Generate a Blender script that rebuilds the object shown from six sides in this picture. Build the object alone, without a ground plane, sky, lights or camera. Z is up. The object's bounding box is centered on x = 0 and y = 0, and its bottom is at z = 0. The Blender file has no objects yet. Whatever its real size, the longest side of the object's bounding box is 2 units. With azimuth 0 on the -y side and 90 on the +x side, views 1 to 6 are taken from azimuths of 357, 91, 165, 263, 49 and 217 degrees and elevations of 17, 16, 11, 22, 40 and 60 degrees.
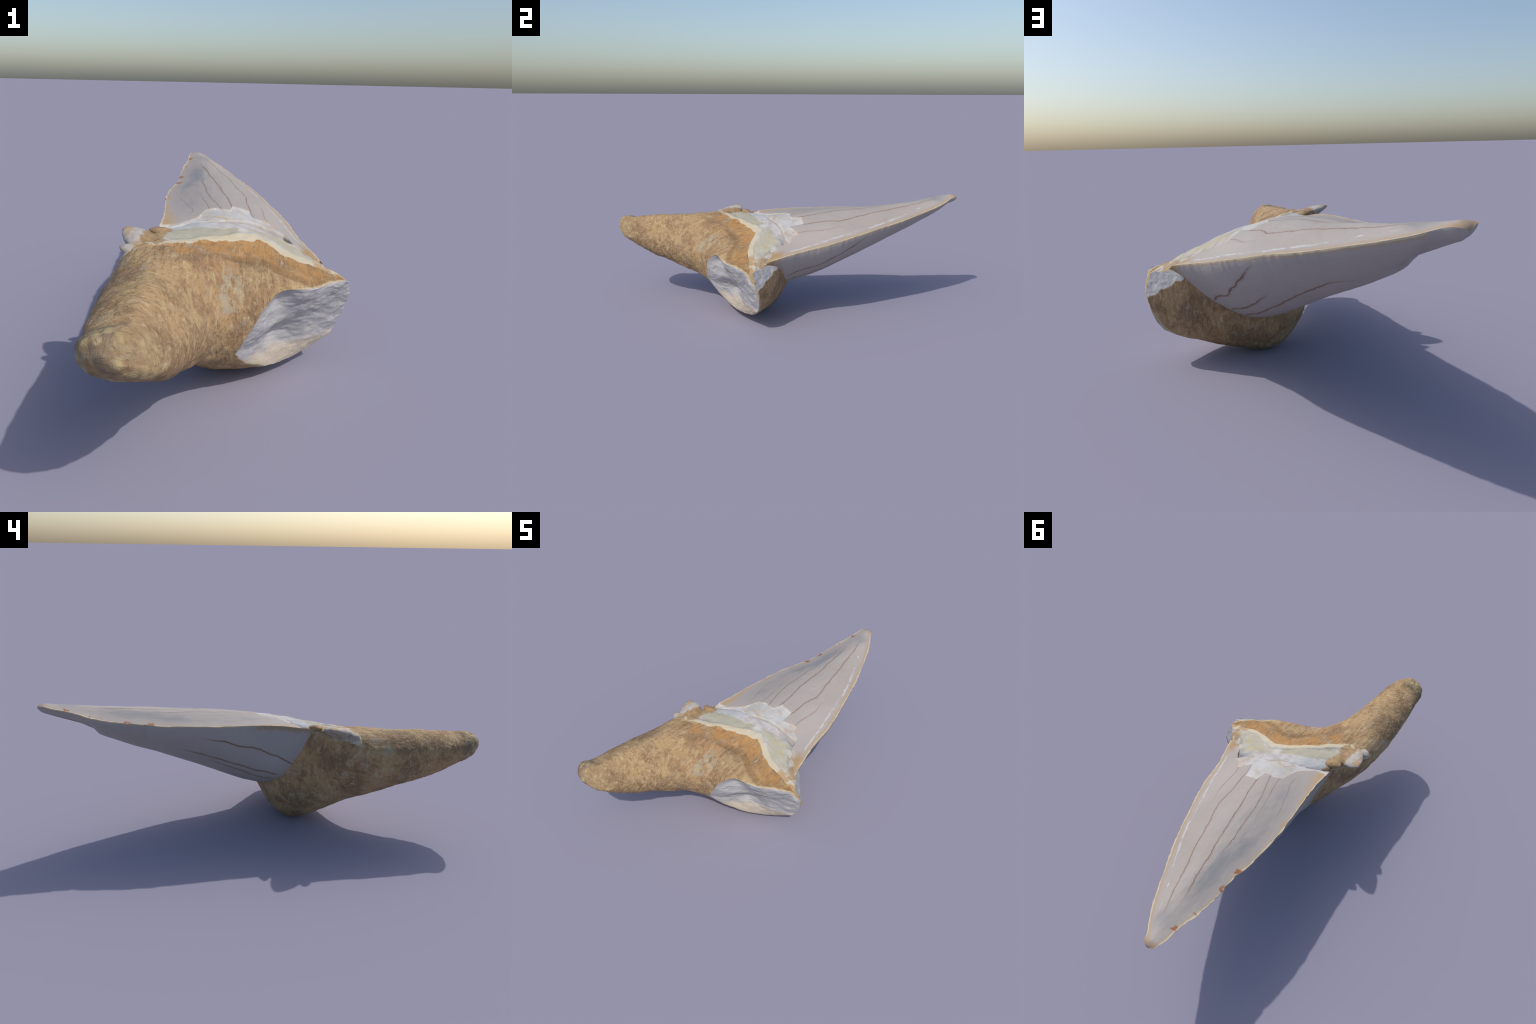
"""Fossil shark tooth lying on its root: enamel blade, fibrous root with one long
lobe and one broken lobe, chipped neck, two small side cusplets."""
import bpy, math
import numpy as np
from mathutils import Vector
from mathutils.bvhtree import BVHTree

# ------------------------------------------------------------------ helpers
def spline(keys, vals, q):
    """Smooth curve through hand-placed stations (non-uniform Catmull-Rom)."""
    k = np.asarray(keys, float); v = np.asarray(vals, float); q = np.asarray(q, float)
    sh = v.shape[1:]; v = v.reshape(len(k), -1)
    d = (v[1:] - v[:-1]) / (k[1:] - k[:-1])[:, None]
    m = np.empty_like(v); m[0] = d[0]; m[-1] = d[-1]
    w = (k[1:-1] - k[:-2])[:, None]; w2 = (k[2:] - k[1:-1])[:, None]
    m[1:-1] = (d[:-1] * w2 + d[1:] * w) / (w + w2)
    i = np.clip(np.searchsorted(k, q, side='right') - 1, 0, len(k) - 2)
    h = (k[i + 1] - k[i]); t = np.clip((q - k[i]) / h, 0, 1)
    h = h[:, None]; t = t[:, None]
    r = ((2*t**3 - 3*t**2 + 1) * v[i] + (t**3 - 2*t**2 + t) * h * m[i]
         + (-2*t**3 + 3*t**2) * v[i + 1] + (t**3 - t**2) * h * m[i + 1])
    return r.reshape((len(q),) + sh)

def line(pts, q):
    a = np.asarray(pts, float)
    return np.interp(q, a[:, 0], a[:, 1])

def smooth(a, b, x):
    t = np.clip((x - a) / (b - a), 0, 1)
    return t * t * (3 - 2 * t)

def hash3(i, j, k, seed):
    n = (i.astype(np.int64) * 374761393 + j.astype(np.int64) * 668265263
         + k.astype(np.int64) * 2147483647 + seed * 144269504) & 0xFFFFFFFF
    n = ((n ^ (n >> 13)) * 1274126177) & 0xFFFFFFFF
    n = ((n ^ (n >> 16)) * 2246822519) & 0xFFFFFFFF
    return ((n ^ (n >> 15)) & 0xFFFFFF) / float(0xFFFFFF) * 2 - 1

def noise(P, seed=0):
    """Value noise, -1..1, on an (n,3) array."""
    f = np.floor(P); t = P - f; t = t * t * t * (t * (t * 6 - 15) + 10)
    i = f.astype(np.int64); out = 0
    for a in (0, 1):
        for b in (0, 1):
            for c in (0, 1):
                w = (t[:, 0] if a else 1 - t[:, 0]) * (t[:, 1] if b else 1 - t[:, 1]) * (t[:, 2] if c else 1 - t[:, 2])
                out = out + w * hash3(i[:, 0] + a, i[:, 1] + b, i[:, 2] + c, seed)
    return out

def fbm(P, octaves=4, seed=0):
    s = 0; a = 1.0; tot = 0
    for o in range(octaves):
        s = s + a * noise(P * 2**o + 17.3 * o, seed + o); tot += a; a *= 0.5
    return s / tot

def grid_faces(nr, nc, wrap):
    r = np.arange(nr - 1)[:, None]; c = np.arange(nc if wrap else nc - 1)[None, :]
    c2 = (c + 1) % nc
    f = np.stack([r*nc + c, r*nc + c2, (r+1)*nc + c2, (r+1)*nc + c], -1)
    return f.reshape(-1, 4)

def grid_normals(V, F):
    n = np.zeros_like(V)
    a = V[F[:, 2]] - V[F[:, 0]]; b = V[F[:, 3]] - V[F[:, 1]]
    fn = np.cross(a, b)
    for c in range(4):
        np.add.at(n, F[:, c], fn)
    return n / np.maximum(np.linalg.norm(n, axis=1, keepdims=True), 1e-12)

def add_mesh(name, V, F, mat, parent, normals=None):
    used = np.unique(F); remap = np.full(len(V), -1); remap[used] = np.arange(len(used))
    Vn = V[used]; Fn = remap[F]
    me = bpy.data.meshes.new(name)
    me.vertices.add(len(Vn)); me.vertices.foreach_set('co', Vn.astype(np.float32).ravel())
    me.loops.add(Fn.size); me.loops.foreach_set('vertex_index', Fn.astype(np.int32).ravel())
    me.polygons.add(len(Fn)); me.polygons.foreach_set('loop_start', np.arange(len(Fn), dtype=np.int32) * Fn.shape[1])
    me.update(calc_edges=True); me.validate()
    me.polygons.foreach_set('use_smooth', np.ones(len(me.polygons), dtype=bool))
    if normals is not None and len(me.vertices) == len(used):
        me.normals_split_custom_set_from_vertices([tuple(x) for x in normals[used]])
    ob = bpy.data.objects.new(name, me); bpy.context.scene.collection.objects.link(ob)
    if mat: me.materials.append(mat)
    ob.parent = parent
    return ob

# ------------------------------------------------------------------ node helper
class Nodes:
    def __init__(self, name, rough=0.5):
        self.mat = bpy.data.materials.new(name); self.mat.use_nodes = True
        self.t = self.mat.node_tree; self.bsdf = self.t.nodes['Principled BSDF']
        self.bsdf.inputs['Roughness'].default_value = rough
        self.co = self.t.nodes.new('ShaderNodeTexCoord').outputs['Object']
        s = self.t.nodes.new('ShaderNodeSeparateXYZ'); self.link(self.co, s.inputs[0])
        self.x, self.y, self.z = s.outputs
    def link(self, a, b): self.t.links.new(a, b)
    def put(self, v, sock):
        if hasattr(v, 'links'): self.link(v, sock)
        elif isinstance(v, (tuple, list)): sock.default_value = tuple(v) + ((1,) if len(v) == 3 and len(sock.default_value) == 4 else ())
        else: sock.default_value = v
    def math(self, op, a, b=0.0, c=None):
        n = self.t.nodes.new('ShaderNodeMath'); n.operation = op
        self.put(a, n.inputs[0]); self.put(b, n.inputs[1])
        if c is not None: self.put(c, n.inputs[2])
        return n.outputs[0]
    def step(self, v, a, b):
        n = self.t.nodes.new('ShaderNodeMapRange'); n.interpolation_type = 'SMOOTHSTEP'
        self.put(v, n.inputs[0]); n.inputs[1].default_value = a; n.inputs[2].default_value = b
        return n.outputs[0]
    def mapped(self, scale=(1, 1, 1), rot=(0, 0, 0), loc=(0, 0, 0)):
        n = self.t.nodes.new('ShaderNodeMapping'); self.link(self.co, n.inputs[0])
        n.inputs['Scale'].default_value = scale; n.inputs['Rotation'].default_value = rot; n.inputs['Location'].default_value = loc
        return n.outputs[0]
    def noise(self, scale, detail=4, rough=0.55, vec=None, distort=0.0):
        n = self.t.nodes.new('ShaderNodeTexNoise'); self.link(vec or self.co, n.inputs['Vector'])
        n.inputs['Scale'].default_value = scale; n.inputs['Detail'].default_value = detail
        n.inputs['Roughness'].default_value = rough; n.inputs['Distortion'].default_value = distort
        return n.outputs[0]
    def voronoi(self, scale, feature='F1', vec=None, out=0):
        n = self.t.nodes.new('ShaderNodeTexVoronoi'); n.feature = feature
        self.link(vec or self.co, n.inputs['Vector']); n.inputs['Scale'].default_value = scale
        return n.outputs[out]
    def curve(self, v, pts, lo, hi, vlo=-0.5, vhi=1.2, handle='AUTO'):
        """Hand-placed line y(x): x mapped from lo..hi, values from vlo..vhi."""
        m = self.t.nodes.new('ShaderNodeMapRange'); self.put(v, m.inputs[0])
        m.inputs[1].default_value = lo; m.inputs[2].default_value = hi
        n = self.t.nodes.new('ShaderNodeFloatCurve'); self.link(m.outputs[0], n.inputs['Value'])
        c = n.mapping.curves[0]
        P = [((a - lo) / (hi - lo), (b - vlo) / (vhi - vlo)) for a, b in pts]
        P = [p for p in P if 0 <= p[0] <= 1]
        c.points[0].location = P[0]; c.points[1].location = P[-1]
        for p in P[1:-1]: c.points.new(*p)
        for p in c.points: p.handle_type = handle
        n.mapping.update()
        return self.math('MULTIPLY_ADD', n.outputs[0], vhi - vlo, vlo)
    def mix(self, f, a, b, mode='MIX'):
        n = self.t.nodes.new('ShaderNodeMix'); n.data_type = 'RGBA'; n.blend_type = mode
        self.put(f, n.inputs[0]); self.put(a, n.inputs[6]); self.put(b, n.inputs[7])
        return n.outputs[2]
    def bump(self, h, dist, strength=1.0, normal=None):
        n = self.t.nodes.new('ShaderNodeBump'); self.put(h, n.inputs['Height'])
        n.inputs['Distance'].default_value = dist; n.inputs['Strength'].default_value = strength
        if normal: self.link(normal, n.inputs['Normal'])
        return n.outputs[0]
    def finish(self, col, normal=None, rough=None):
        self.put(col, self.bsdf.inputs['Base Color'])
        if normal: self.link(normal, self.bsdf.inputs['Normal'])
        if rough is not None: self.put(rough, self.bsdf.inputs['Roughness'])
        return self.mat

# ------------------------------------------------------------------ outline rails
# cutting edges of the blade: (y, x, z)
LEFT_EDGE = [(-.30, -.272, .505), (-.18, -.270, .524), (-.07, -.270, .538), (.06, -.279, .546), (.22, -.292, .548), (.365, -.290, .553),
             (.47, -.282, .553), (.505, -.273, .556), (.626, -.275, .567), (.735, -.269, .583), (.856, -.251, .615), (.926, -.247, .630), (.96, -.243, .638), (1.0, -.235, .645)]
RIGHT_EDGE = [(-.30, .335, .355), (-.12, .318, .365), (-.05, .294, .384), (.089, .242, .415), (.237, .207, .446), (.387, .150, .480), (.513, .098, .510),
              (.642, .035, .536), (.767, -.033, .567), (.887, -.107, .599), (.922, -.134, .611), (.96, -.165, .627), (1.0, -.175, .638)]
KEEL = [(-.30, .03, .24), (-.1, .025, .180), (0, .02, .175), (.08, .010, .196), (.2, -.008, .240), (.33, -.040, .297), (.5, -.086, .374),
        (.6, -.120, .418), (.75, -.158, .484), (.85, -.176, .534), (.93, -.204, .572), (1.0, -.205, .592)]
BULGE = [(-.30, .060), (.0, .062), (.25, .064), (.4, .058), (.66, .045), (.83, .026), (.95, .012), (1.0, .006)]
# lines across the upper face, y as a function of x
ENAMEL_LINE = [(-.40, -.20), (-.27, -.180), (-.20, -.140), (-.150, -.115), (-.076, -.086), (.013, -.038), (.05, -.022), (.082, -.012), (.125, .0),
               (.150, .010), (.172, .018), (.192, -.01), (.215, -.055), (.25, -.10), (.30, -.115), (.40, -.12)]
CHIP_LINE = [(-.40, -.20), (-.205, -.135), (-.145, -.075), (-.118, .010), (-.08, .030), (-.03, .034), (-.022, .092), (.046, .100),
             (.058, .045), (.062, .022), (.089, .046), (.120, .070), (.140, .062), (.152, .034), (.180, .026), (.20, -.03), (.40, -.12)]
NECK_LINE = [(-.45, -.44), (-.30, -.40), (-.244, -.372), (-.178, -.325), (-.126, -.276), (-.047, -.222), (.016, -.180), (.062, -.160), (.09, -.165),
             (.152, -.186), (.23, -.195), (.312, -.183), (.42, -.17)]

# ------------------------------------------------------------------ crown
def build_crown():
    a = np.linspace(-.26, .94, 430); b = .94 + .06 * np.sin(np.linspace(0, np.pi/2, 46))[1:]
    y = np.concatenate([a, b])
    Lk = np.array(LEFT_EDGE); Rk = np.array(RIGHT_EDGE); Kk = np.array(KEEL); Bk = np.array(BULGE)
    L = spline(Lk[:, 0], Lk[:, 1:], y); R = spline(Rk[:, 0], Rk[:, 1:], y); K = spline(Kk[:, 0], Kk[:, 1:], y)
    h = spline(Bk[:, 0], Bk[:, 1], y)
    # worn, chipped cutting edges
    e = np.stack([y * 22, y * 0 + 3.3, y * 0], -1); e2 = np.stack([y * 60, y * 0 + 9.1, y * 0], -1)
    wear = smooth(.35, .6, y)
    jl = .0025 * noise(e, 5) * (1 + wear) + (.0015 + .002 * wear) * noise(e2, 6)
    jr = .0022 * noise(e + 40, 7) + .0018 * noise(e2 + 40, 8)
    # rounded tip
    cap = np.sqrt(np.clip(1 - (np.clip(y - .965, 0, 1) / .035)**2, 0, 1)); mid = (L + R + K) / 3
    for A in (L, R, K):
        A[:] = np.where((y > .965)[:, None], mid + (A - mid) * cap[:, None], A)
    n = 250
    u = (1 - np.cos(np.linspace(0, np.pi, n))) / 2 * .35 + np.linspace(0, 1, n) * .65
    U = u[None, :]
    # upper face: chord plus a low swelling, hollowed toward the left edge
    tx = L[:, :1] + (R[:, :1] - L[:, :1]) * U
    shape = np.sin(np.pi * U**0.97)**1.38
    tz = L[:, 1:] + (R[:, 1:] - L[:, 1:]) * U + (h * cap)[:, None] * shape
    Y = np.repeat(y[:, None], n, 1)
    # under face: two superellipse quarters meeting at the keel
    tipness = smooth(.45, .95, y)[:, None]
    base = smooth(.30, .04, y)[:, None]
    pl = 1.75 + .42 * base - .25 * tipness; pr = 1.62 - .20 * base - .05 * tipness
    th = np.linspace(0, np.pi, n)[None, :]          # from right edge to left edge
    c = np.cos(th); right = c > 0
    s = np.where(right, np.abs(c)**(2 / pr), np.abs(c)**(2 / pl))
    d = np.where(right, np.sin(th)**(2 / pr), np.sin(th)**(2 / pl))
    ex = np.where(right, R[:, :1], L[:, :1]); ez = np.where(right, R[:, 1:], L[:, 1:])
    bx = K[:, :1] + (ex - K[:, :1]) * s
    bz = ez - (ez - K[:, 1:]) * d
    # the enamel swells out over the root at its left base
    bx = bx - .034 * np.exp(-((Y + .055) / .085)**2 - ((bz - .29) / .090)**2) * (bx < .0)
    # chipped underside near the tip on the left
    chip = smooth(.735, .775, Y + .012 * noise(np.stack([bx*30, Y*0, bz*30], -1).reshape(-1, 3), 3).reshape(bx.shape)) * smooth(-.135, -.165, bx)
    bz = bz + chip * .30 * np.maximum(ez - .004 - bz, 0)
    # nicks of the cutting edges reach only a little way into the faces
    for X in (tx, bx):
        dl = X - L[:, :1]; dr = R[:, :1] - X
        X += (jl * cap)[:, None] * np.exp(-np.abs(dl) / .018) + (jr * cap)[:, None] * np.exp(-np.abs(dr) / .018)
    top = np.stack([tx, Y, tz], -1)
    bot = np.stack([bx, Y, bz], -1)
    top[:, 0] = bot[:, -1]; top[:, -1] = bot[:, 0]
    Vt = top.reshape(-1, 3); Vb = bot.reshape(-1, 3)
    # fine unevenness, fading at the edges so the two faces still meet
    ft = (np.sin(np.pi * U) * np.ones_like(tx)).reshape(-1); fb = (np.sin(th) * np.ones_like(bx)).reshape(-1)
    q = np.array([9, 4, 9.])
    Vt[:, 2] += ft * (.004 * fbm(Vt * q, 3, 11) + .0012 * fbm(Vt * q * 5, 2, 12))
    Vb[:, 2] += fb * (.004 * fbm(Vb * q, 3, 21) + .001 * fbm(Vb * q * 5, 2, 22))
    # enamel lost along the base: sunken chip, then the face dives under the neck
    jag = .006 * fbm(Vt * np.array([45, 45, 0]), 3, 31)
    ye = line(ENAMEL_LINE, Vt[:, 0]) + jag; yc = line(CHIP_LINE, Vt[:, 0]) + jag
    chipd = smooth(.004, -.004, Vt[:, 1] - yc) * smooth(.0, .02, yc - ye + .01)
    rough = .0025 * fbm(Vt * 30, 3, 33)
    Vt[:, 2] -= chipd * (.005 + rough)
    gone = np.clip(ye - Vt[:, 1], 0, .5)
    Vt[:, 2] -= smooth(0, .010, gone) * .016 + gone * .5
    Fq = grid_faces(len(y), n, False)[:, ::-1]
    Ft = Fq[gone[Fq].min(1) < .05]
    Fb = Fq[~((Vb[Fq][:, :, 1].max(1) < -.09) & (Vb[Fq][:, :, 0].min(1) > .0))]
    return Vt, Ft.copy(), Vb, Fb.copy()

# ------------------------------------------------------------------ root
# cross-sections: left, upper left, crest, three over the front slope, right, lower right, lowest, lower left  (x, z)
ROOT = {
 -.90: [(-.364,.428),(-.335,.470),(-.25,.488),(-.205,.466),(-.180,.435),(-.164,.40),(-.162,.374),(-.185,.350),(-.25,.343),(-.338,.366)],
 -.80: [(-.377,.42),(-.340,.476),(-.255,.498),(-.20,.466),(-.172,.426),(-.150,.385),(-.146,.34),(-.166,.300),(-.22,.285),(-.330,.316)],
 -.70: [(-.384,.41),(-.344,.480),(-.25,.504),(-.19,.470),(-.155,.422),(-.130,.372),(-.128,.32),(-.152,.273),(-.20,.250),(-.325,.284)],
 -.60: [(-.387,.40),(-.345,.483),(-.25,.506),(-.17,.468),(-.128,.410),(-.100,.355),(-.098,.30),(-.125,.243),(-.17,.213),(-.318,.248)],
 -.50: [(-.386,.39),(-.345,.486),(-.25,.511),(-.14,.470),(-.085,.402),(-.050,.335),(-.052,.27),(-.088,.212),(-.15,.174),(-.308,.216)],
 -.46: [(-.382,.385),(-.346,.488),(-.255,.513),(-.125,.474),(-.052,.392),(.002,.330),(.000,.275),(-.045,.192),(-.135,.155),(-.302,.203)],
 -.42: [(-.374,.38),(-.348,.490),(-.26,.515),(-.115,.474),(-.008,.386),(.065,.335),(.080,.27),(.020,.170),(-.12,.134),(-.295,.192)],
 -.35: [(-.348,.35),(-.345,.482),(-.275,.517),(-.10,.484),(.05,.402),(.20,.350),(.28,.28),(.18,.125),(-.11,.092),(-.28,.172)],
 -.27: [(-.312,.33),(-.315,.48),(-.26,.520),(-.10,.494),(.06,.430),(.25,.366),(.42,.30),(.31,.10),(-.09,.038),(-.255,.150)],
 -.20: [(-.268,.32),(-.275,.48),(-.235,.522),(-.09,.511),(.06,.453),(.28,.374),(.45,.29),(.352,.108),(-.06,.007),(-.228,.125)],
 -.15: [(-.250,.32),(-.245,.46),(-.205,.519),(-.08,.518),(.07,.476),(.30,.378),(.42,.28),(.342,.112),(-.05,.0),(-.210,.115)],
 -.10: [(-.232,.31),(-.220,.44),(-.188,.515),(-.07,.521),(.08,.483),(.28,.383),(.360,.29),(.292,.145),(-.03,.014),(-.182,.120)],
 -.05: [(-.200,.31),(-.19,.42),(-.16,.505),(-.05,.521),(.08,.481),(.26,.383),(.285,.28),(.235,.175),(.0,.056),(-.152,.142)],
  .00: [(-.12,.31),(-.13,.40),(-.11,.48),(-.03,.515),(.08,.472),(.20,.41),(.205,.32),(.16,.24),(.02,.14),(-.08,.20)],
  .06: [(-.06,.33),(-.06,.40),(-.05,.46),(.0,.495),(.08,.455),(.15,.43),(.16,.36),(.12,.30),(.03,.26),(-.04,.28)],
}
BREAK_N = np.array([.573, -.744, -.345]); BREAK_P = np.array([.23, -.26, .216])
SCAR_N = np.array([.70, .62, .35]); SCAR_N = SCAR_N / np.linalg.norm(SCAR_N)
SCAR_P = np.array([.345, -.109, .315])

def break_height(V):
    """Relief of the broken surface measured along its normal."""
    t = np.cross(BREAK_N, [0, 0, 1]); t /= np.linalg.norm(t); s = np.cross(t, BREAK_N)
    a = (V - BREAK_P) @ t; b = (V - BREAK_P) @ s
    A = np.stack([a, b, a * 0], -1)
    h = .011 * fbm(A * np.array([8, 16, 1]), 4, 51) + .0025 * fbm(A * np.array([40, 80, 1]), 3, 55)
    return h, a, b

def build_root():
    ks = sorted(ROOT); S = np.array([ROOT[k] for k in ks])
    b = np.linspace(-.88, .06, 470); a = -.88 - .12 * np.sin(np.linspace(np.pi/2, 0, 60))[:-1]
    y = np.concatenate([a, b])
    C = spline(ks, S, np.maximum(y, -.90))
    cap = np.clip(1 - (np.clip(-.88 - y, 0, 1) / .12)**2.15, 0, 1)**.48
    cen = np.array([-.266, .440])
    shift = smooth(-.88, -1.0, y)[:, None, None]
    cc = C.mean(1, keepdims=True); C = cc * (1 - shift) + cen * shift + (C - cc) * cap[:, None, None]
    # closed ring through the control points of every station
    m = C.shape[1]; per = 46
    T = .5 * (np.roll(C, -1, 1) - np.roll(C, 1, 1))
    t = np.linspace(0, 1, per, endpoint=False)[None, None, :, None]
    P0 = C[:, :, None, :]; P1 = np.roll(C, -1, 1)[:, :, None, :]; T0 = T[:, :, None, :]; T1 = np.roll(T, -1, 1)[:, :, None, :]
    ring = (2*t**3 - 3*t**2 + 1) * P0 + (t**3 - 2*t**2 + t) * T0 + (-2*t**3 + 3*t**2) * P1 + (t**3 - t**2) * T1
    ring = ring.reshape(len(y), m * per, 2); nc = m * per
    V = np.stack([ring[..., 0], np.repeat(y[:, None], nc, 1), ring[..., 1]], -1).reshape(-1, 3)
    F = grid_faces(len(y), nc, True)
    N = grid_normals(V, F)
    if (N * (V - V.mean(0))).sum(1).mean() < 0: F = F[:, ::-1].copy(); N = -N
    # --- relief
    neck = V[:, 1] - line(NECK_LINE, V[:, 0])
    up = smooth(.15, .5, N[:, 2])
    d = .006 * fbm(V * 7, 3, 61) + .0032 * fbm(V * 24, 3, 62)
    fib = fbm(V * np.array([75, 14, 14]), 2, 63) * smooth(-.62, -.45, V[:, 1]) + fbm(V * np.array([20, 60, 20]), 2, 64) * smooth(-.45, -.62, V[:, 1])
    d = d + .0014 * fib * smooth(.02, -.05, neck)
    lump = smooth(-.86, -.95, V[:, 1])
    d = d + lump * .003 * fbm(V * 38, 2, 65)
    # groove below the orange collar, and the neck stepping up from it
    d = d - .006 * np.exp(-((neck + .10) / .018)**2) * smooth(-.1, .0, V[:, 0]) * up * (V[:, 1] < -.05)
    d = d + .004 * smooth(-.006, .006, neck + .004 * fbm(V * 40, 2, 66)) * up
    onneck = smooth(0, .02, neck) * up
    d = d + onneck * (.004 * fbm(V * np.array([12, 22, 12]), 3, 67) - .004 * smooth(.03, .045, neck + .02 * fbm(V * 18, 3, 69)))
    V = V + N * d[:, None]
    V[:, 2] -= .018 * np.exp(-(((V[:, 0] - .165)**2 + (V[:, 1] - .005)**2) / .022**2)) * (V[:, 2] > .35)
    # the short lobe ends in a blunt upright edge
    for en in ((.93, .20, .32), (.95, .15, -.20)):
        en = np.array(en); en /= np.linalg.norm(en)
        se = (V - np.array([.400, -.140, .262])) @ en
        V = V - np.maximum(se - .008 * np.tanh(np.maximum(se, 0) / .05), 0)[:, None] * en
    # --- broken lobe: everything outside the fracture is taken back onto it
    h, a, b2 = break_height(V)
    flat = (V - BREAK_P) @ BREAK_N
    dish = .052 * np.exp(-((a - .08) / .10)**2 - ((b2 + .055) / .07)**2) + .012 * np.exp(-((a - .05) / .1)**2 - ((b2 - .05) / .04)**2) - .007 * smooth(-.07, -.14, a)
    scoop = .034 * np.exp(-((a - .135) / .060)**2 - ((b2 - .115) / .055)**2)
    inner = smooth(.0, .03, flat)
    sd = flat + scoop + (dish - h) * inner - .6 * np.maximum(0, -.425 - V[:, 1]) - .6 * np.maximum(0, -.02 - V[:, 0]) - 9 * np.maximum(0, V[:, 1] + .05)
    V = V - np.maximum(sd, 0)[:, None] * BREAK_N
    ss = (V - SCAR_P) @ SCAR_N + .003 * fbm(V * 40, 2, 68)
    V = V - np.maximum(ss, 0)[:, None] * SCAR_N
    V[:, 2] = np.maximum(V[:, 2], 0.0)
    return V, F, sd > 1e-4, ss > 1e-4

# ------------------------------------------------------------------ cusplet
def build_cusplet(base, tip, along, up, width, thick, seed):
    """Small flattened pointed knob: elliptical sections from base to a blunt tip."""
    base = np.array(base, float); tip = np.array(tip, float)
    ax = np.array(along, float); ax /= np.linalg.norm(ax); up = np.array(up, float)
    nr, nc = 60, 80
    t = np.sin(np.linspace(0, np.pi / 2, nr)); prof = np.clip(1 - t**1.8, 0, 1)**.62
    ph = np.linspace(0, 2 * np.pi, nc, endpoint=False)
    up = up - ax * (up @ ax); up /= np.linalg.norm(up)
    V = (base + (tip - base) * t[:, None])[:, None, :] \
        + (np.sign(np.cos(ph)) * np.abs(np.cos(ph))**.9 * width)[None, :, None] * prof[:, None, None] * ax \
        + (np.sin(ph) * thick)[None, :, None] * prof[:, None, None] * up
    V = V.reshape(-1, 3); V = V + .003 * np.stack([fbm(V * 35, 2, seed + k) for k in range(3)], -1)
    F = grid_faces(nr, nc, True); N = grid_normals(V, F)
    if (N * (V - V.mean(0))).sum(1).mean() < 0: F = F[:, ::-1].copy()
    return V, F

def inside_mask(P, trees, eps=.004):
    """True where a point lies inside the closed shape given by the trees (parity of hits, two directions)."""
    out = np.zeros(len(P), bool)
    for i, p in enumerate(P):
        votes = 0
        for dvec in (Vector((.05, .03, 1)), Vector((-.04, .02, -1))):
            n = 0; o = Vector(p)
            for tr in trees:
                q = o.copy()
                for _ in range(12):
                    hit = tr.ray_cast(q, dvec)
                    if hit[0] is None: break
                    n += 1; q = hit[0] + dvec * 1e-5
            votes += n & 1
        out[i] = votes == 2
    return out

# ------------------------------------------------------------------ materials
def edge_distances(n):
    """How far a point of the blade lies from the left and the right cutting edge."""
    xl = n.curve(n.y, [(a, b) for a, b, _ in LEFT_EDGE], -.3, 1.0, -.5, .5)
    xr = n.curve(n.y, [(a, b) for a, b, _ in RIGHT_EDGE], -.3, 1.0, -.5, .5)
    return n.math('SUBTRACT', n.x, xl), n.math('SUBTRACT', xr, n.x)

def crack(n, var, along, pts, wobble, width, lo=-.3, hi=1.0):
    """Mask of a thin line var(along) that fades out at both ends."""
    xc = n.curve(along, [(lo, pts[0][1])] * (pts[0][0] > lo + .01) + pts + [(hi, pts[-1][1])], lo, hi, -.5, .7)
    d = n.math('ABSOLUTE', n.math('SUBTRACT', n.math('ADD', var, wobble), xc))
    m = n.math('SUBTRACT', 1.0, n.step(d, width * .3, width))
    a, b = pts[0][0], pts[-1][0]
    return n.math('MULTIPLY', m, n.math('MULTIPLY', n.step(along, a - .015, a + .01), n.math('SUBTRACT', 1.0, n.step(along, b - .12, b + .02))))

def inv(n, m): return n.math('SUBTRACT', 1.0, m)
def mul(n, *m):
    r = m[0]
    for k in m[1:]: r = n.math('MULTIPLY', r, k)
    return r

def centred(n, scale, amp, detail=3, vec=None):
    return n.math('MULTIPLY', n.math('SUBTRACT', n.noise(scale, detail, vec=vec), .5), amp)

def enamel_base(n):
    long = n.mapped((1, .3, 1))
    c = n.mix(n.step(n.noise(5, 4, vec=long), .35, .68), (.365, .325, .300), (.405, .362, .330))
    c = n.mix(n.math('MULTIPLY', n.step(n.noise(9, 3, vec=long), .58, .72), .35), c, (.40, .33, .25))
    c = n.mix(n.math('MULTIPLY', n.step(n.noise(45, 3), .55, .75), .18), c, (.46, .43, .41))
    return c

def rim(n, c, dl, dr, k=1.0):
    w = centred(n, 26, .012 * k); w2 = centred(n, 90, .006 * k)
    for d, wide in ((dl, .014 * k), (dr, .022 * k)):
        e = n.math('ADD', n.math('ADD', d, w), w2)
        c = n.mix(n.math('MULTIPLY', inv(n, n.step(e, wide * .35, wide * 1.3)), .75), c, (.41, .30, .18))
        c = n.mix(n.math('MULTIPLY', inv(n, n.step(e, .003, .007)), .85), c, (.55, .48, .34))
    return c

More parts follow.
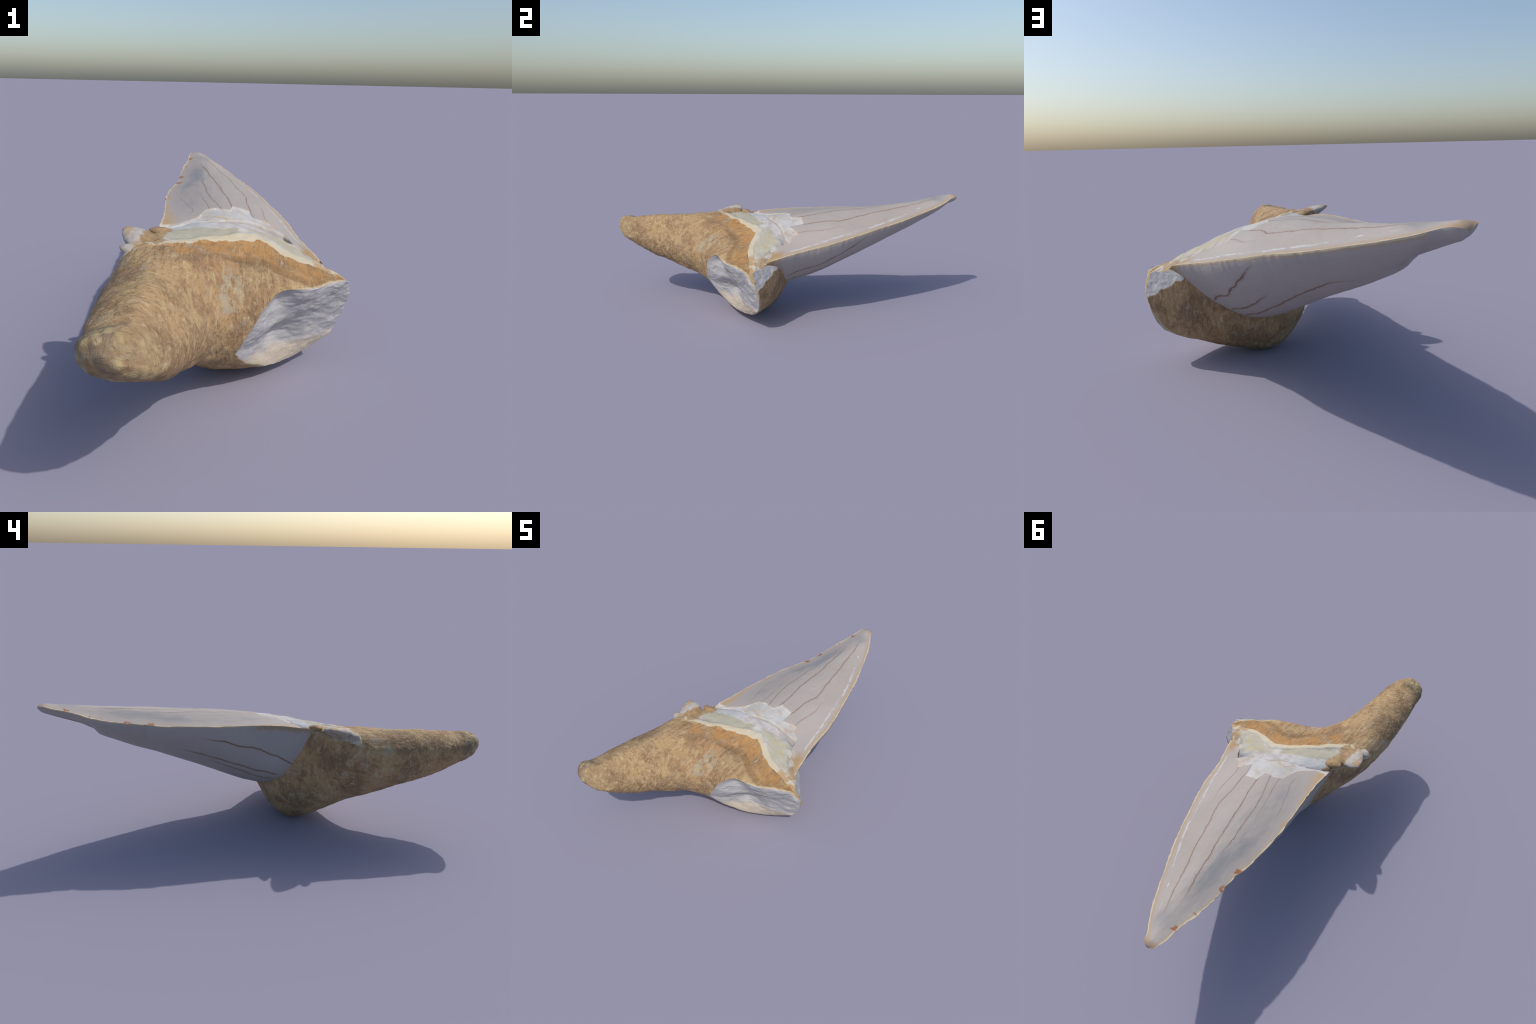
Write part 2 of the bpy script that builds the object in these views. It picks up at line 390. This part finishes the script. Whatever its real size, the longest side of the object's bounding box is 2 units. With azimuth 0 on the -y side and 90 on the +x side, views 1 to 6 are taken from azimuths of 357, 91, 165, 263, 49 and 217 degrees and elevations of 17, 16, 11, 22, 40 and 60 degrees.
def mat_upper():
    n = Nodes('enamel_upper', .62); n.bsdf.inputs['Specular IOR Level'].default_value = .25
    dl, dr = edge_distances(n)
    c = enamel_base(n)
    # bluish grey cloud along the left third
    w = n.math('ADD', n.math('SUBTRACT', dl, .085), centred(n, 7, .09))
    cloud = inv(n, n.step(n.math('ABSOLUTE', w), .01, .055))
    cloud = mul(n, cloud, n.step(n.noise(8, 4, vec=n.mapped((1, .45, 1))), .38, .62), n.step(n.y, .0, .15), inv(n, n.step(n.y, .86, .95)))
    c = n.mix(n.math('MULTIPLY', cloud, .75), c, (.255, .255, .262))
    # tan stains by the base and along the left edge
    st = mul(n, inv(n, n.step(n.math('ADD', dl, centred(n, 30, .05)), .015, .06)), inv(n, n.step(n.y, -.12, .02)))
    c = n.mix(n.math('MULTIPLY', st, .85), c, (.42, .28, .14))
    st = mul(n, inv(n, n.step(n.math('ADD', dl, centred(n, 34, .05)), .012, .04)), n.step(n.noise(16, 3), .52, .62), inv(n, n.step(n.y, .30, .42)))
    c = n.mix(n.math('MULTIPLY', st, .7), c, (.43, .29, .16))
    st = mul(n, n.step(n.math('ADD', n.x, centred(n, 20, .06)), .215, .25), inv(n, n.step(n.math('ADD', n.y, centred(n, 22, .06)), -.035, .025)))
    c = n.mix(n.math('MULTIPLY', st, .85), c, (.35, .225, .10))
    c = rim(n, c, dl, dr)
    # rust spots on the worn upper part of the left edge
    sp = mul(n, inv(n, n.step(n.math('ADD', dl, centred(n, 40, .03)), .014, .026)), n.step(n.noise(21, 2, vec=n.mapped((.4, 1, .4))), .56, .63), n.step(n.y, .44, .48), inv(n, n.step(n.y, .90, .93)))
    c = n.mix(sp, c, (.31, .12, .045))
    # tip: amber cap
    c = n.mix(n.math('MULTIPLY', n.step(n.math('ADD', n.y, centred(n, 30, .03)), .955, .985), .6), c, (.40, .25, .13))
    # long cracks
    wob = n.math('ADD', centred(n, 14, .022), centred(n, 70, .006))
    allc = None
    for pts, width, k in (
        ([(.098, .049), (.196, .037), (.316, .031), (.437, -.010), (.568, -.050), (.68, -.092), (.781, -.128), (.881, -.168)], .0034, .82),
        ([(.045, -.022), (.21, -.052), (.358, -.086), (.47, -.108), (.546, -.127), (.697, -.163), (.78, -.185)], .0034, .82),
        ([(.03, -.068), (.076, -.081), (.182, -.114), (.333, -.140), (.434, -.154), (.52, -.163)], .0029, .70),
        ([(-.02, -.168), (.133, -.213), (.22, -.235)], .003, .35),
        ([(.0, -.112), (.081, -.124), (.26, -.162)], .003, .45),
        ([(.05, .117), (.12, .108), (.213, .098), (.33, .075)], .003, .50)):
        m = n.math('MULTIPLY', crack(n, n.x, n.y, pts, wob, width), k)
        halo = n.math('MULTIPLY', crack(n, n.x, n.y, pts, wob, width * 3.5), .28 * k)
        c = n.mix(halo, c, (.33, .23, .175)); c = n.mix(m, c, (.215, .145, .120))
        allc = m if allc is None else n.math('MAXIMUM', allc, m)
    # chalky white scratch running beside the right edge, breaking up toward the tip
    wob2 = n.math('ADD', centred(n, 45, .012), centred(n, 140, .008))
    for pts, width, lo, hi in (([(.03, .232), (.081, .219), (.224, .172), (.364, .121), (.44, .092)], .0055, .36, .5),
                               ([(.455, .090), (.50, .070), (.576, .033), (.649, -.009), (.69, -.032)], .0075, .40, .54),
                               ([(.67, -.024), (.72, -.055), (.772, -.087), (.834, -.117), (.88, -.142)], .0065, .52, .6)):
        m = mul(n, crack(n, n.x, n.y, pts, wob2, width), n.step(n.noise(40, 4, .65, vec=n.mapped((1, .5, 1))), lo, hi))
        c = n.mix(n.math('MULTIPLY', m, .75), c, (.56, .54, .53))
    # lost enamel: chalk below the chip line
    jag = n.math('ADD', centred(n, 24, .012), centred(n, 80, .008))
    yc = n.curve(n.x, CHIP_LINE, -.4, .4, handle='VECTOR'); ye = n.curve(n.x, ENAMEL_LINE, -.4, .4)
    yy = n.math('ADD', n.y, jag)
    lost = inv(n, n.step(n.math('SUBTRACT', yy, yc), -.004, .004))
    right = n.step(n.x, .185, .20)
    lost = mul(n, lost, inv(n, right))
    ch = n.mix(n.step(n.noise(12, 5, .55), .42, .62), (.500, .488, .475), (.430, .400, .355))
    ch = n.mix(mul(n, n.step(n.noise(17, 4), .52, .62), n.step(n.x, .07, .12)), ch, (.46, .33, .27))
    ch = n.mix(n.math('MULTIPLY', n.step(n.noise(26, 4), .60, .66), .7), ch, (.45, .34, .20))
    edge = inv(n, n.step(n.math('ABSOLUTE', n.math('SUBTRACT', yy, yc)), .004, .014))
    c = n.mix(mul(n, edge, inv(n, right), n.step(n.noise(14, 3), .45, .6), n.math('MULTIPLY', n.step(n.x, -.2, -.18), .6)), c, (.46, .33, .20))
    c = n.mix(lost, c, ch)
    under = inv(n, n.step(n.math('SUBTRACT', n.y, ye), -.010, .0))
    c = n.mix(n.math('MULTIPLY', under, .9), c, (.33, .29, .26))
    h = n.math('SUBTRACT', n.noise(60, 5, .6, vec=n.mapped((1, .5, 1))), n.math('MULTIPLY', allc, 1.2))
    return n.finish(c, n.bump(h, .004, .35))

def mat_under():
    n = Nodes('enamel_under', .62); n.bsdf.inputs['Specular IOR Level'].default_value = .25
    dl, dr = edge_distances(n)
    zl = n.curve(n.y, [(a, b) for a, _, b in LEFT_EDGE], -.3, 1.0, .2, .8)
    zr = n.curve(n.y, [(a, b) for a, _, b in RIGHT_EDGE], -.3, 1.0, .2, .8)
    far = n.math('MULTIPLY', n.step(dl, .08, .10), 1.0)
    c = n.mix(.35, enamel_base(n), (.37, .36, .355))
    c = rim(n, c, n.math('ADD', n.math('SUBTRACT', zl, n.z), far), n.math('ADD', n.math('SUBTRACT', zr, n.z), inv(n, far)), .5)
    wob = n.math('ADD', centred(n, 14, .022), centred(n, 70, .006))
    left = inv(n, n.step(n.x, -.13, -.10)); rgt = n.step(n.x, -.12, -.08)
    allc = None
    for var, pts, width, k, side in (
        (n.x, [(.02, .170), (.053, .167), (.188, .152), (.311, .143), (.372, .132), (.46, .120)], .0032, .85, rgt),
        (n.x, [(.15, .045), (.252, .031), (.369, .009), (.473, -.009), (.546, -.030), (.613, -.050), (.70, -.10)], .0034, .75, rgt),
        (n.x, [(.04, .105), (.084, .099), (.221, .083), (.319, .069), (.40, .06)], .004, .7, rgt),
        (n.x, [(.05, .06), (.15, .045), (.28, .03)], .004, .6, rgt),
        (n.z, [(-.15, .335), (-.089, .366), (-.017, .405), (.050, .435), (.123, .446), (.196, .473), (.30, .49)], .0042, .85, left),
        (n.z, [(-.05, .29), (-.011, .304), (.048, .314), (.12, .342), (.176, .362), (.249, .387), (.40, .43)], .004, .75, left),
        (n.z, [(-.03, .262), (.06, .282), (.16, .325), (.28, .37)], .0035, .55, left)):
        m = mul(n, crack(n, var, n.y, pts, wob, width), side, n.math('ADD', k, 0.0))
        halo = n.math('MULTIPLY', crack(n, var, n.y, pts, wob, width * 3), .3)
        c = n.mix(mul(n, halo, side), c, (.30, .20, .14)); c = n.mix(m, c, (.15, .085, .05))
        allc = m if allc is None else n.math('MAXIMUM', allc, m)
    # tan creeping over the enamel at the base
    t = mul(n, inv(n, n.step(n.math('ADD', n.y, centred(n, 16, .08)), -.06, .0)), n.step(n.x, .16, .20))
    c = n.mix(n.math('MULTIPLY', t, .9), c, (.30, .195, .09))
    t = mul(n, inv(n, n.step(n.math('ADD', n.math('SUBTRACT', zl, n.z), centred(n, 40, .03)), .012, .03)), inv(n, far), inv(n, n.step(n.y, .0, .1)))
    c = n.mix(n.math('MULTIPLY', t, .7), c, (.33, .22, .12))
    h = n.math('SUBTRACT', n.noise(60, 5, .6, vec=n.mapped((1, .5, 1))), n.math('MULTIPLY', allc, 1.5))
    return n.finish(c, n.bump(h, .004, .35))

def mat_root():
    n = Nodes('root_bone', .72); n.bsdf.inputs['Specular IOR Level'].default_value = .2
    body = n.noise(1.0, 5, .62, vec=n.mapped((80, 20, 20)), distort=.8)          # fibres down the front of the body
    lobe = n.noise(1.0, 5, .62, vec=n.mapped((38, 58, 42), (0, 0, .5)), distort=1.2)
    onlobe = inv(n, n.step(n.math('ADD', n.y, centred(n, 6, .15)), -.68, -.46))
    fm = n.t.nodes.new('ShaderNodeMix'); n.put(onlobe, fm.inputs[0]); n.put(body, fm.inputs[2]); n.put(lobe, fm.inputs[3])
    fib = fm.outputs[0]
    blotch = n.noise(6.5, 6, .65); fine = n.noise(70, 6, .72)
    c = n.mix(n.step(blotch, .40, .60), (.290, .182, .098), (.440, .292, .150))
    c = n.mix(n.math('MULTIPLY', n.step(n.noise(9, 6, .65, vec=n.mapped(loc=(4, 4, 2))), .50, .60), .70), c, (.475, .338, .172))
    c = n.mix(n.math('MULTIPLY', n.step(n.noise(7, 6, .65, vec=n.mapped(loc=(8, 1, 6))), .55, .66), .6), c, (.400, .235, .110))
    c = n.mix(n.math('MULTIPLY', n.step(n.noise(4.5, 6, .65, vec=n.mapped(loc=(1, 9, 5))), .51, .62), .75), c, (.225, .146, .082))
    c = n.mix(n.math('MULTIPLY', n.step(fib, .52, .66), .55), c, (.550, .440, .265))
    c = n.mix(n.math('MULTIPLY', inv(n, n.step(fib, .34, .47)), .58), c, (.190, .118, .062))
    c = n.mix(n.math('MULTIPLY', n.step(fine, .56, .66), .56), c, (.565, .465, .295))
    c = n.mix(n.math('MULTIPLY', inv(n, n.step(fine, .35, .45)), .55), c, (.170, .108, .058))
    # weathered grey-green flecks
    g = mul(n, n.step(n.noise(14, 6, .7, vec=n.mapped(loc=(2, 6, 3))), .55, .63), n.step(n.noise(4, 2), .46, .56))
    c = n.mix(n.math('MULTIPLY', g, .6), c, (.375, .345, .265))
    # orange collar under the neck
    k = n.math('SUBTRACT', n.math('ADD', n.y, centred(n, 10, .035)), n.curve(n.x, NECK_LINE, -.45, .42))
    collar = mul(n, n.step(k, -.105, -.055), n.step(n.z, .30, .36), n.step(n.x, -.32, -.12))
    c = n.mix(mul(n, collar, n.step(n.noise(13, 6, .68), .36, .58), .80), c, (.440, .228, .078))
    c = n.mix(mul(n, collar, n.step(n.noise(30, 5, .7, vec=n.mapped(loc=(3, 8, 1))), .56, .66), .6), c, (.230, .135, .068))
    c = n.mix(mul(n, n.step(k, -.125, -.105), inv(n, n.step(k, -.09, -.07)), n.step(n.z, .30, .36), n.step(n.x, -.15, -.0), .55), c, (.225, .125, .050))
    # knobbly worn end of the long lobe: pale grains, dark stain between
    tip = inv(n, n.step(n.math('ADD', n.y, centred(n, 12, .05)), -.955, -.865))
    cell = n.math('ADD', n.voronoi(34, 'F1', n.mapped((1, 1, .8))), centred(n, 14, .7))
    c = n.mix(mul(n, tip, .45), c, (.330, .245, .140))
    c = n.mix(mul(n, tip, n.step(n.noise(9, 3), .42, .56), inv(n, n.step(n.math('ADD', n.x, centred(n, 10, .1)), -.30, -.24)), .65), c, (.130, .112, .098))
    c = n.mix(mul(n, tip, inv(n, n.step(cell, .10, .50)), .75), c, (.530, .420, .220))
    # pale line of bared bone along the fracture
    vm = n.t.nodes.new('ShaderNodeVectorMath'); vm.operation = 'DOT_PRODUCT'; n.link(n.co, vm.inputs[0]); vm.inputs[1].default_value = tuple(BREAK_N)
    bd = n.math('SUBTRACT', vm.outputs[1] if vm.outputs[1].enabled else vm.outputs['Value'], float(BREAK_N @ BREAK_P))
    lip = mul(n, n.step(n.math('ADD', bd, centred(n, 40, .012)), -.014, -.004), n.step(n.x, .0, .06), n.step(n.y, -.43, -.40))
    c = n.mix(n.math('MULTIPLY', lip, .8), c, (.60, .50, .32))
    h = n.math('ADD', n.math('MULTIPLY', fib, 1.0), n.math('MULTIPLY', fine, .6))
    h = n.math('ADD', h, mul(n, tip, inv(n, cell), .8))
    return n.finish(c, n.bump(h, .009, .8))

def mat_neck():
    n = Nodes('neck_dentine', .66); n.bsdf.inputs['Specular IOR Level'].default_value = .25
    k = n.math('SUBTRACT', n.math('ADD', n.y, centred(n, 22, .02)), n.curve(n.x, NECK_LINE, -.45, .42))
    e = n.math('SUBTRACT', n.curve(n.x, ENAMEL_LINE, -.4, .4), n.y)
    e = n.math('ADD', e, centred(n, 16, .05, 4)); xx = n.math('ADD', n.x, centred(n, 14, .09, 4))
    # ground: off-white dentine with a soft olive cast in places
    c = n.mix(n.step(n.noise(9, 4, .55, distort=.5), .40, .60), (.405, .375, .295), (.500, .480, .450))
    c = n.mix(n.math('MULTIPLY', n.step(n.noise(14, 4, .55, vec=n.mapped(loc=(7, 2, 1))), .56, .60), .65), c, (.455, .395, .245))
    # chalky lilac-white rubble in the middle, by the enamel step
    m = mul(n, n.step(xx, -.09, -.07), inv(n, n.step(xx, .12, .15)), inv(n, n.step(e, .055, .065)))
    c = n.mix(n.math('MULTIPLY', m, .9), c, n.mix(n.step(n.noise(30, 5, .6), .42, .62), (.500, .480, .478), (.415, .375, .360)))
    # smooth blue-grey slip on the left
    m = mul(n, n.step(xx, -.235, -.222), inv(n, n.step(xx, -.085, -.07)), inv(n, n.step(e, .062, .070)))
    c = n.mix(m, c, n.mix(n.step(n.noise(7, 3), .4, .6), (.420, .420, .418), (.470, .466, .458)))
    m2 = mul(n, n.step(xx, -.235, -.222), inv(n, n.step(xx, .0, .02)), n.step(e, .066, .072), n.step(k, .028, .036))
    c = n.mix(n.math('MULTIPLY', m2, .85), c, (.365, .345, .270))
    # slate hollow at the right end of the step
    m = mul(n, n.step(xx, .125, .14), inv(n, n.step(xx, .185, .195)), inv(n, n.step(e, .035, .055)))
    c = n.mix(n.math('MULTIPLY', m, .8), c, (.350, .350, .365))
    # cream lip along the root
    cream = mul(n, inv(n, n.step(k, .022, .034)), n.step(n.noise(12, 5, .6), .34, .42))
    c = n.mix(n.math('MULTIPLY', cream, .9), c, (.525, .455, .325))
    # brown staining round the cusplets and out at the right corner
    b = mul(n, inv(n, n.step(xx, -.245, -.230)), n.step(n.noise(19, 5, .6), .40, .47))
    c = n.mix(n.math('MULTIPLY', b, .92), c, n.mix(n.step(n.noise(30, 4), .4, .6), (.300, .200, .105), (.385, .255, .125)))
    b = mul(n, n.step(n.math('ADD', n.x, centred(n, 16, .10)), .255, .275), n.step(n.noise(17, 5, .6), .38, .48))
    c = n.mix(n.math('MULTIPLY', b, .85), c, (.385, .255, .125))
    # hairline dark seam where the enamel has come away
    seam = mul(n, inv(n, n.step(e, .002, .012)), n.step(n.noise(25, 4), .45, .55), .55)
    c = n.mix(seam, c, (.230, .180, .150))
    h = n.math('ADD', n.noise(24, 5, .6), n.math('MULTIPLY', n.noise(90, 4), .2))
    return n.finish(c, n.bump(h, .006, .5))

def mat_fracture():
    n = Nodes('broken_bone', .8); n.bsdf.inputs['Specular IOR Level'].default_value = .15
    str_ = n.mapped((9, 9, 30), (.25, 0, .4))
    c = n.mix(n.step(n.noise(1.0, 5, .6, vec=str_), .32, .68), (.355, .350, .358), (.475, .465, .462))
    c = n.mix(n.math('MULTIPLY', n.step(n.noise(14, 5, .65), .56, .68), .6), c, (.47, .445, .39))
    c = n.mix(n.math('MULTIPLY', n.step(n.noise(48, 4, .6, vec=n.mapped((1, 1, 2))), .66, .72), .8), c, (.27, .195, .145))
    low = inv(n, n.step(n.math('ADD', n.z, centred(n, 18, .05)), .105, .145))
    c = n.mix(n.math('MULTIPLY', low, .65), c, (.50, .41, .29))
    h = n.math('ADD', n.noise(1.0, 6, .7, vec=n.mapped((22, 22, 60), (.25, 0, .4))), n.math('MULTIPLY', n.noise(80, 4), .4))
    return n.finish(c, n.bump(h, .007, .55))

def mat_cusplet():
    n = Nodes('cusplet_enamel', .62); n.bsdf.inputs['Specular IOR Level'].default_value = .25
    c = n.mix(n.step(n.noise(18, 4), .4, .6), (.385, .340, .295), (.445, .405, .365))
    c = n.mix(n.math('MULTIPLY', n.step(n.noise(24, 3, vec=n.mapped(loc=(3, 0, 0))), .50, .60), .8), c, (.40, .27, .14))
    c = n.mix(n.step(n.math('ADD', n.x, centred(n, 30, .04)), -.312, -.296), c, n.mix(n.step(n.noise(40, 4), .4, .6), (.27, .18, .095), (.37, .245, .12)))
    return n.finish(c, n.bump(n.noise(60, 4), .004, .4))

# ------------------------------------------------------------------ assembly
tooth = bpy.data.objects.new('fossil_tooth', None); bpy.context.scene.collection.objects.link(tooth)
tooth['label'] = 'pale grey fossil shark tooth with broken tan root'
tooth['category'] = 'fossil tooth'

Vt, Ft, Vb, Fb = build_crown()
Vr, Fr, broken, scar = build_root()
M_upper, M_under, M_root, M_break, M_neck, M_cusp = mat_upper(), mat_under(), mat_root(), mat_fracture(), mat_neck(), mat_cusplet()

crown_trees = [BVHTree.FromPolygons(Vt.tolist(), Ft.tolist()), BVHTree.FromPolygons(Vb.tolist(), Fb.tolist())]
root_tree = [BVHTree.FromPolygons(Vr.tolist(), Fr.tolist())]

def visible(V, F, trees, cand):
    """Drop the faces that lie buried inside the other body, keeping one ring of overlap."""
    c = V[F].mean(1); idx = np.where(cand(c))[0]
    ins = np.zeros(len(F), bool); ins[idx] = inside_mask(c[idx], trees)
    keepv = np.zeros(len(V), bool); keepv[F[~ins].ravel()] = True
    return F[~ins | keepv[F].any(1)]

FtV = visible(Vt, Ft, root_tree, lambda c: c[:, 1] < .07)
FbV = visible(Vb, Fb, root_tree, lambda c: c[:, 1] < .07)
FrV = visible(Vr, Fr, crown_trees, lambda c: c[:, 1] > -.05)
Nr = grid_normals(Vr, Fr)
add_mesh('crown_upper_face', Vt, FtV, M_upper, tooth)
add_mesh('crown_under_face', Vb, FbV, M_under, tooth)
cf = Vr[FrV].mean(1)
fb_ = broken[FrV].all(1); fs_ = scar[FrV].all(1) & ~fb_
fn_ = (cf[:, 1] > line(NECK_LINE, cf[:, 0]) + .010 * fbm(cf * 26, 4, 71)) & (Nr[FrV].mean(1)[:, 2] > .3) & ~fb_ & ~fs_
add_mesh('root', Vr, FrV[~(fb_ | fs_ | fn_)], M_root, tooth, Nr)
add_mesh('neck', Vr, FrV[fn_], M_neck, tooth, Nr)
add_mesh('fracture_surface', Vr, FrV[fb_], M_break, tooth)
add_mesh('fracture_scar', Vr, FrV[fs_], M_break, tooth)
for i, (b, t, al, up, w, th) in enumerate([((-.272, -.340, .494), (-.370, -.276, .546), (.45, .85, .03), (.30, .05, 1), .074, .028),
                                           ((-.225, -.224, .504), (-.297, -.230, .532), (.25, .9, 0), (.25, 0, 1), .036, .022),
                                           ((-.290, -.380, .482), (-.366, -.380, .513), (.3, .9, 0), (.25, 0, 1), .040, .026)]):
    V, F = build_cusplet(b, t, al, up, w, th, 80 + 5 * i)
    add_mesh('cusplet', V, F, M_cusp, tooth)
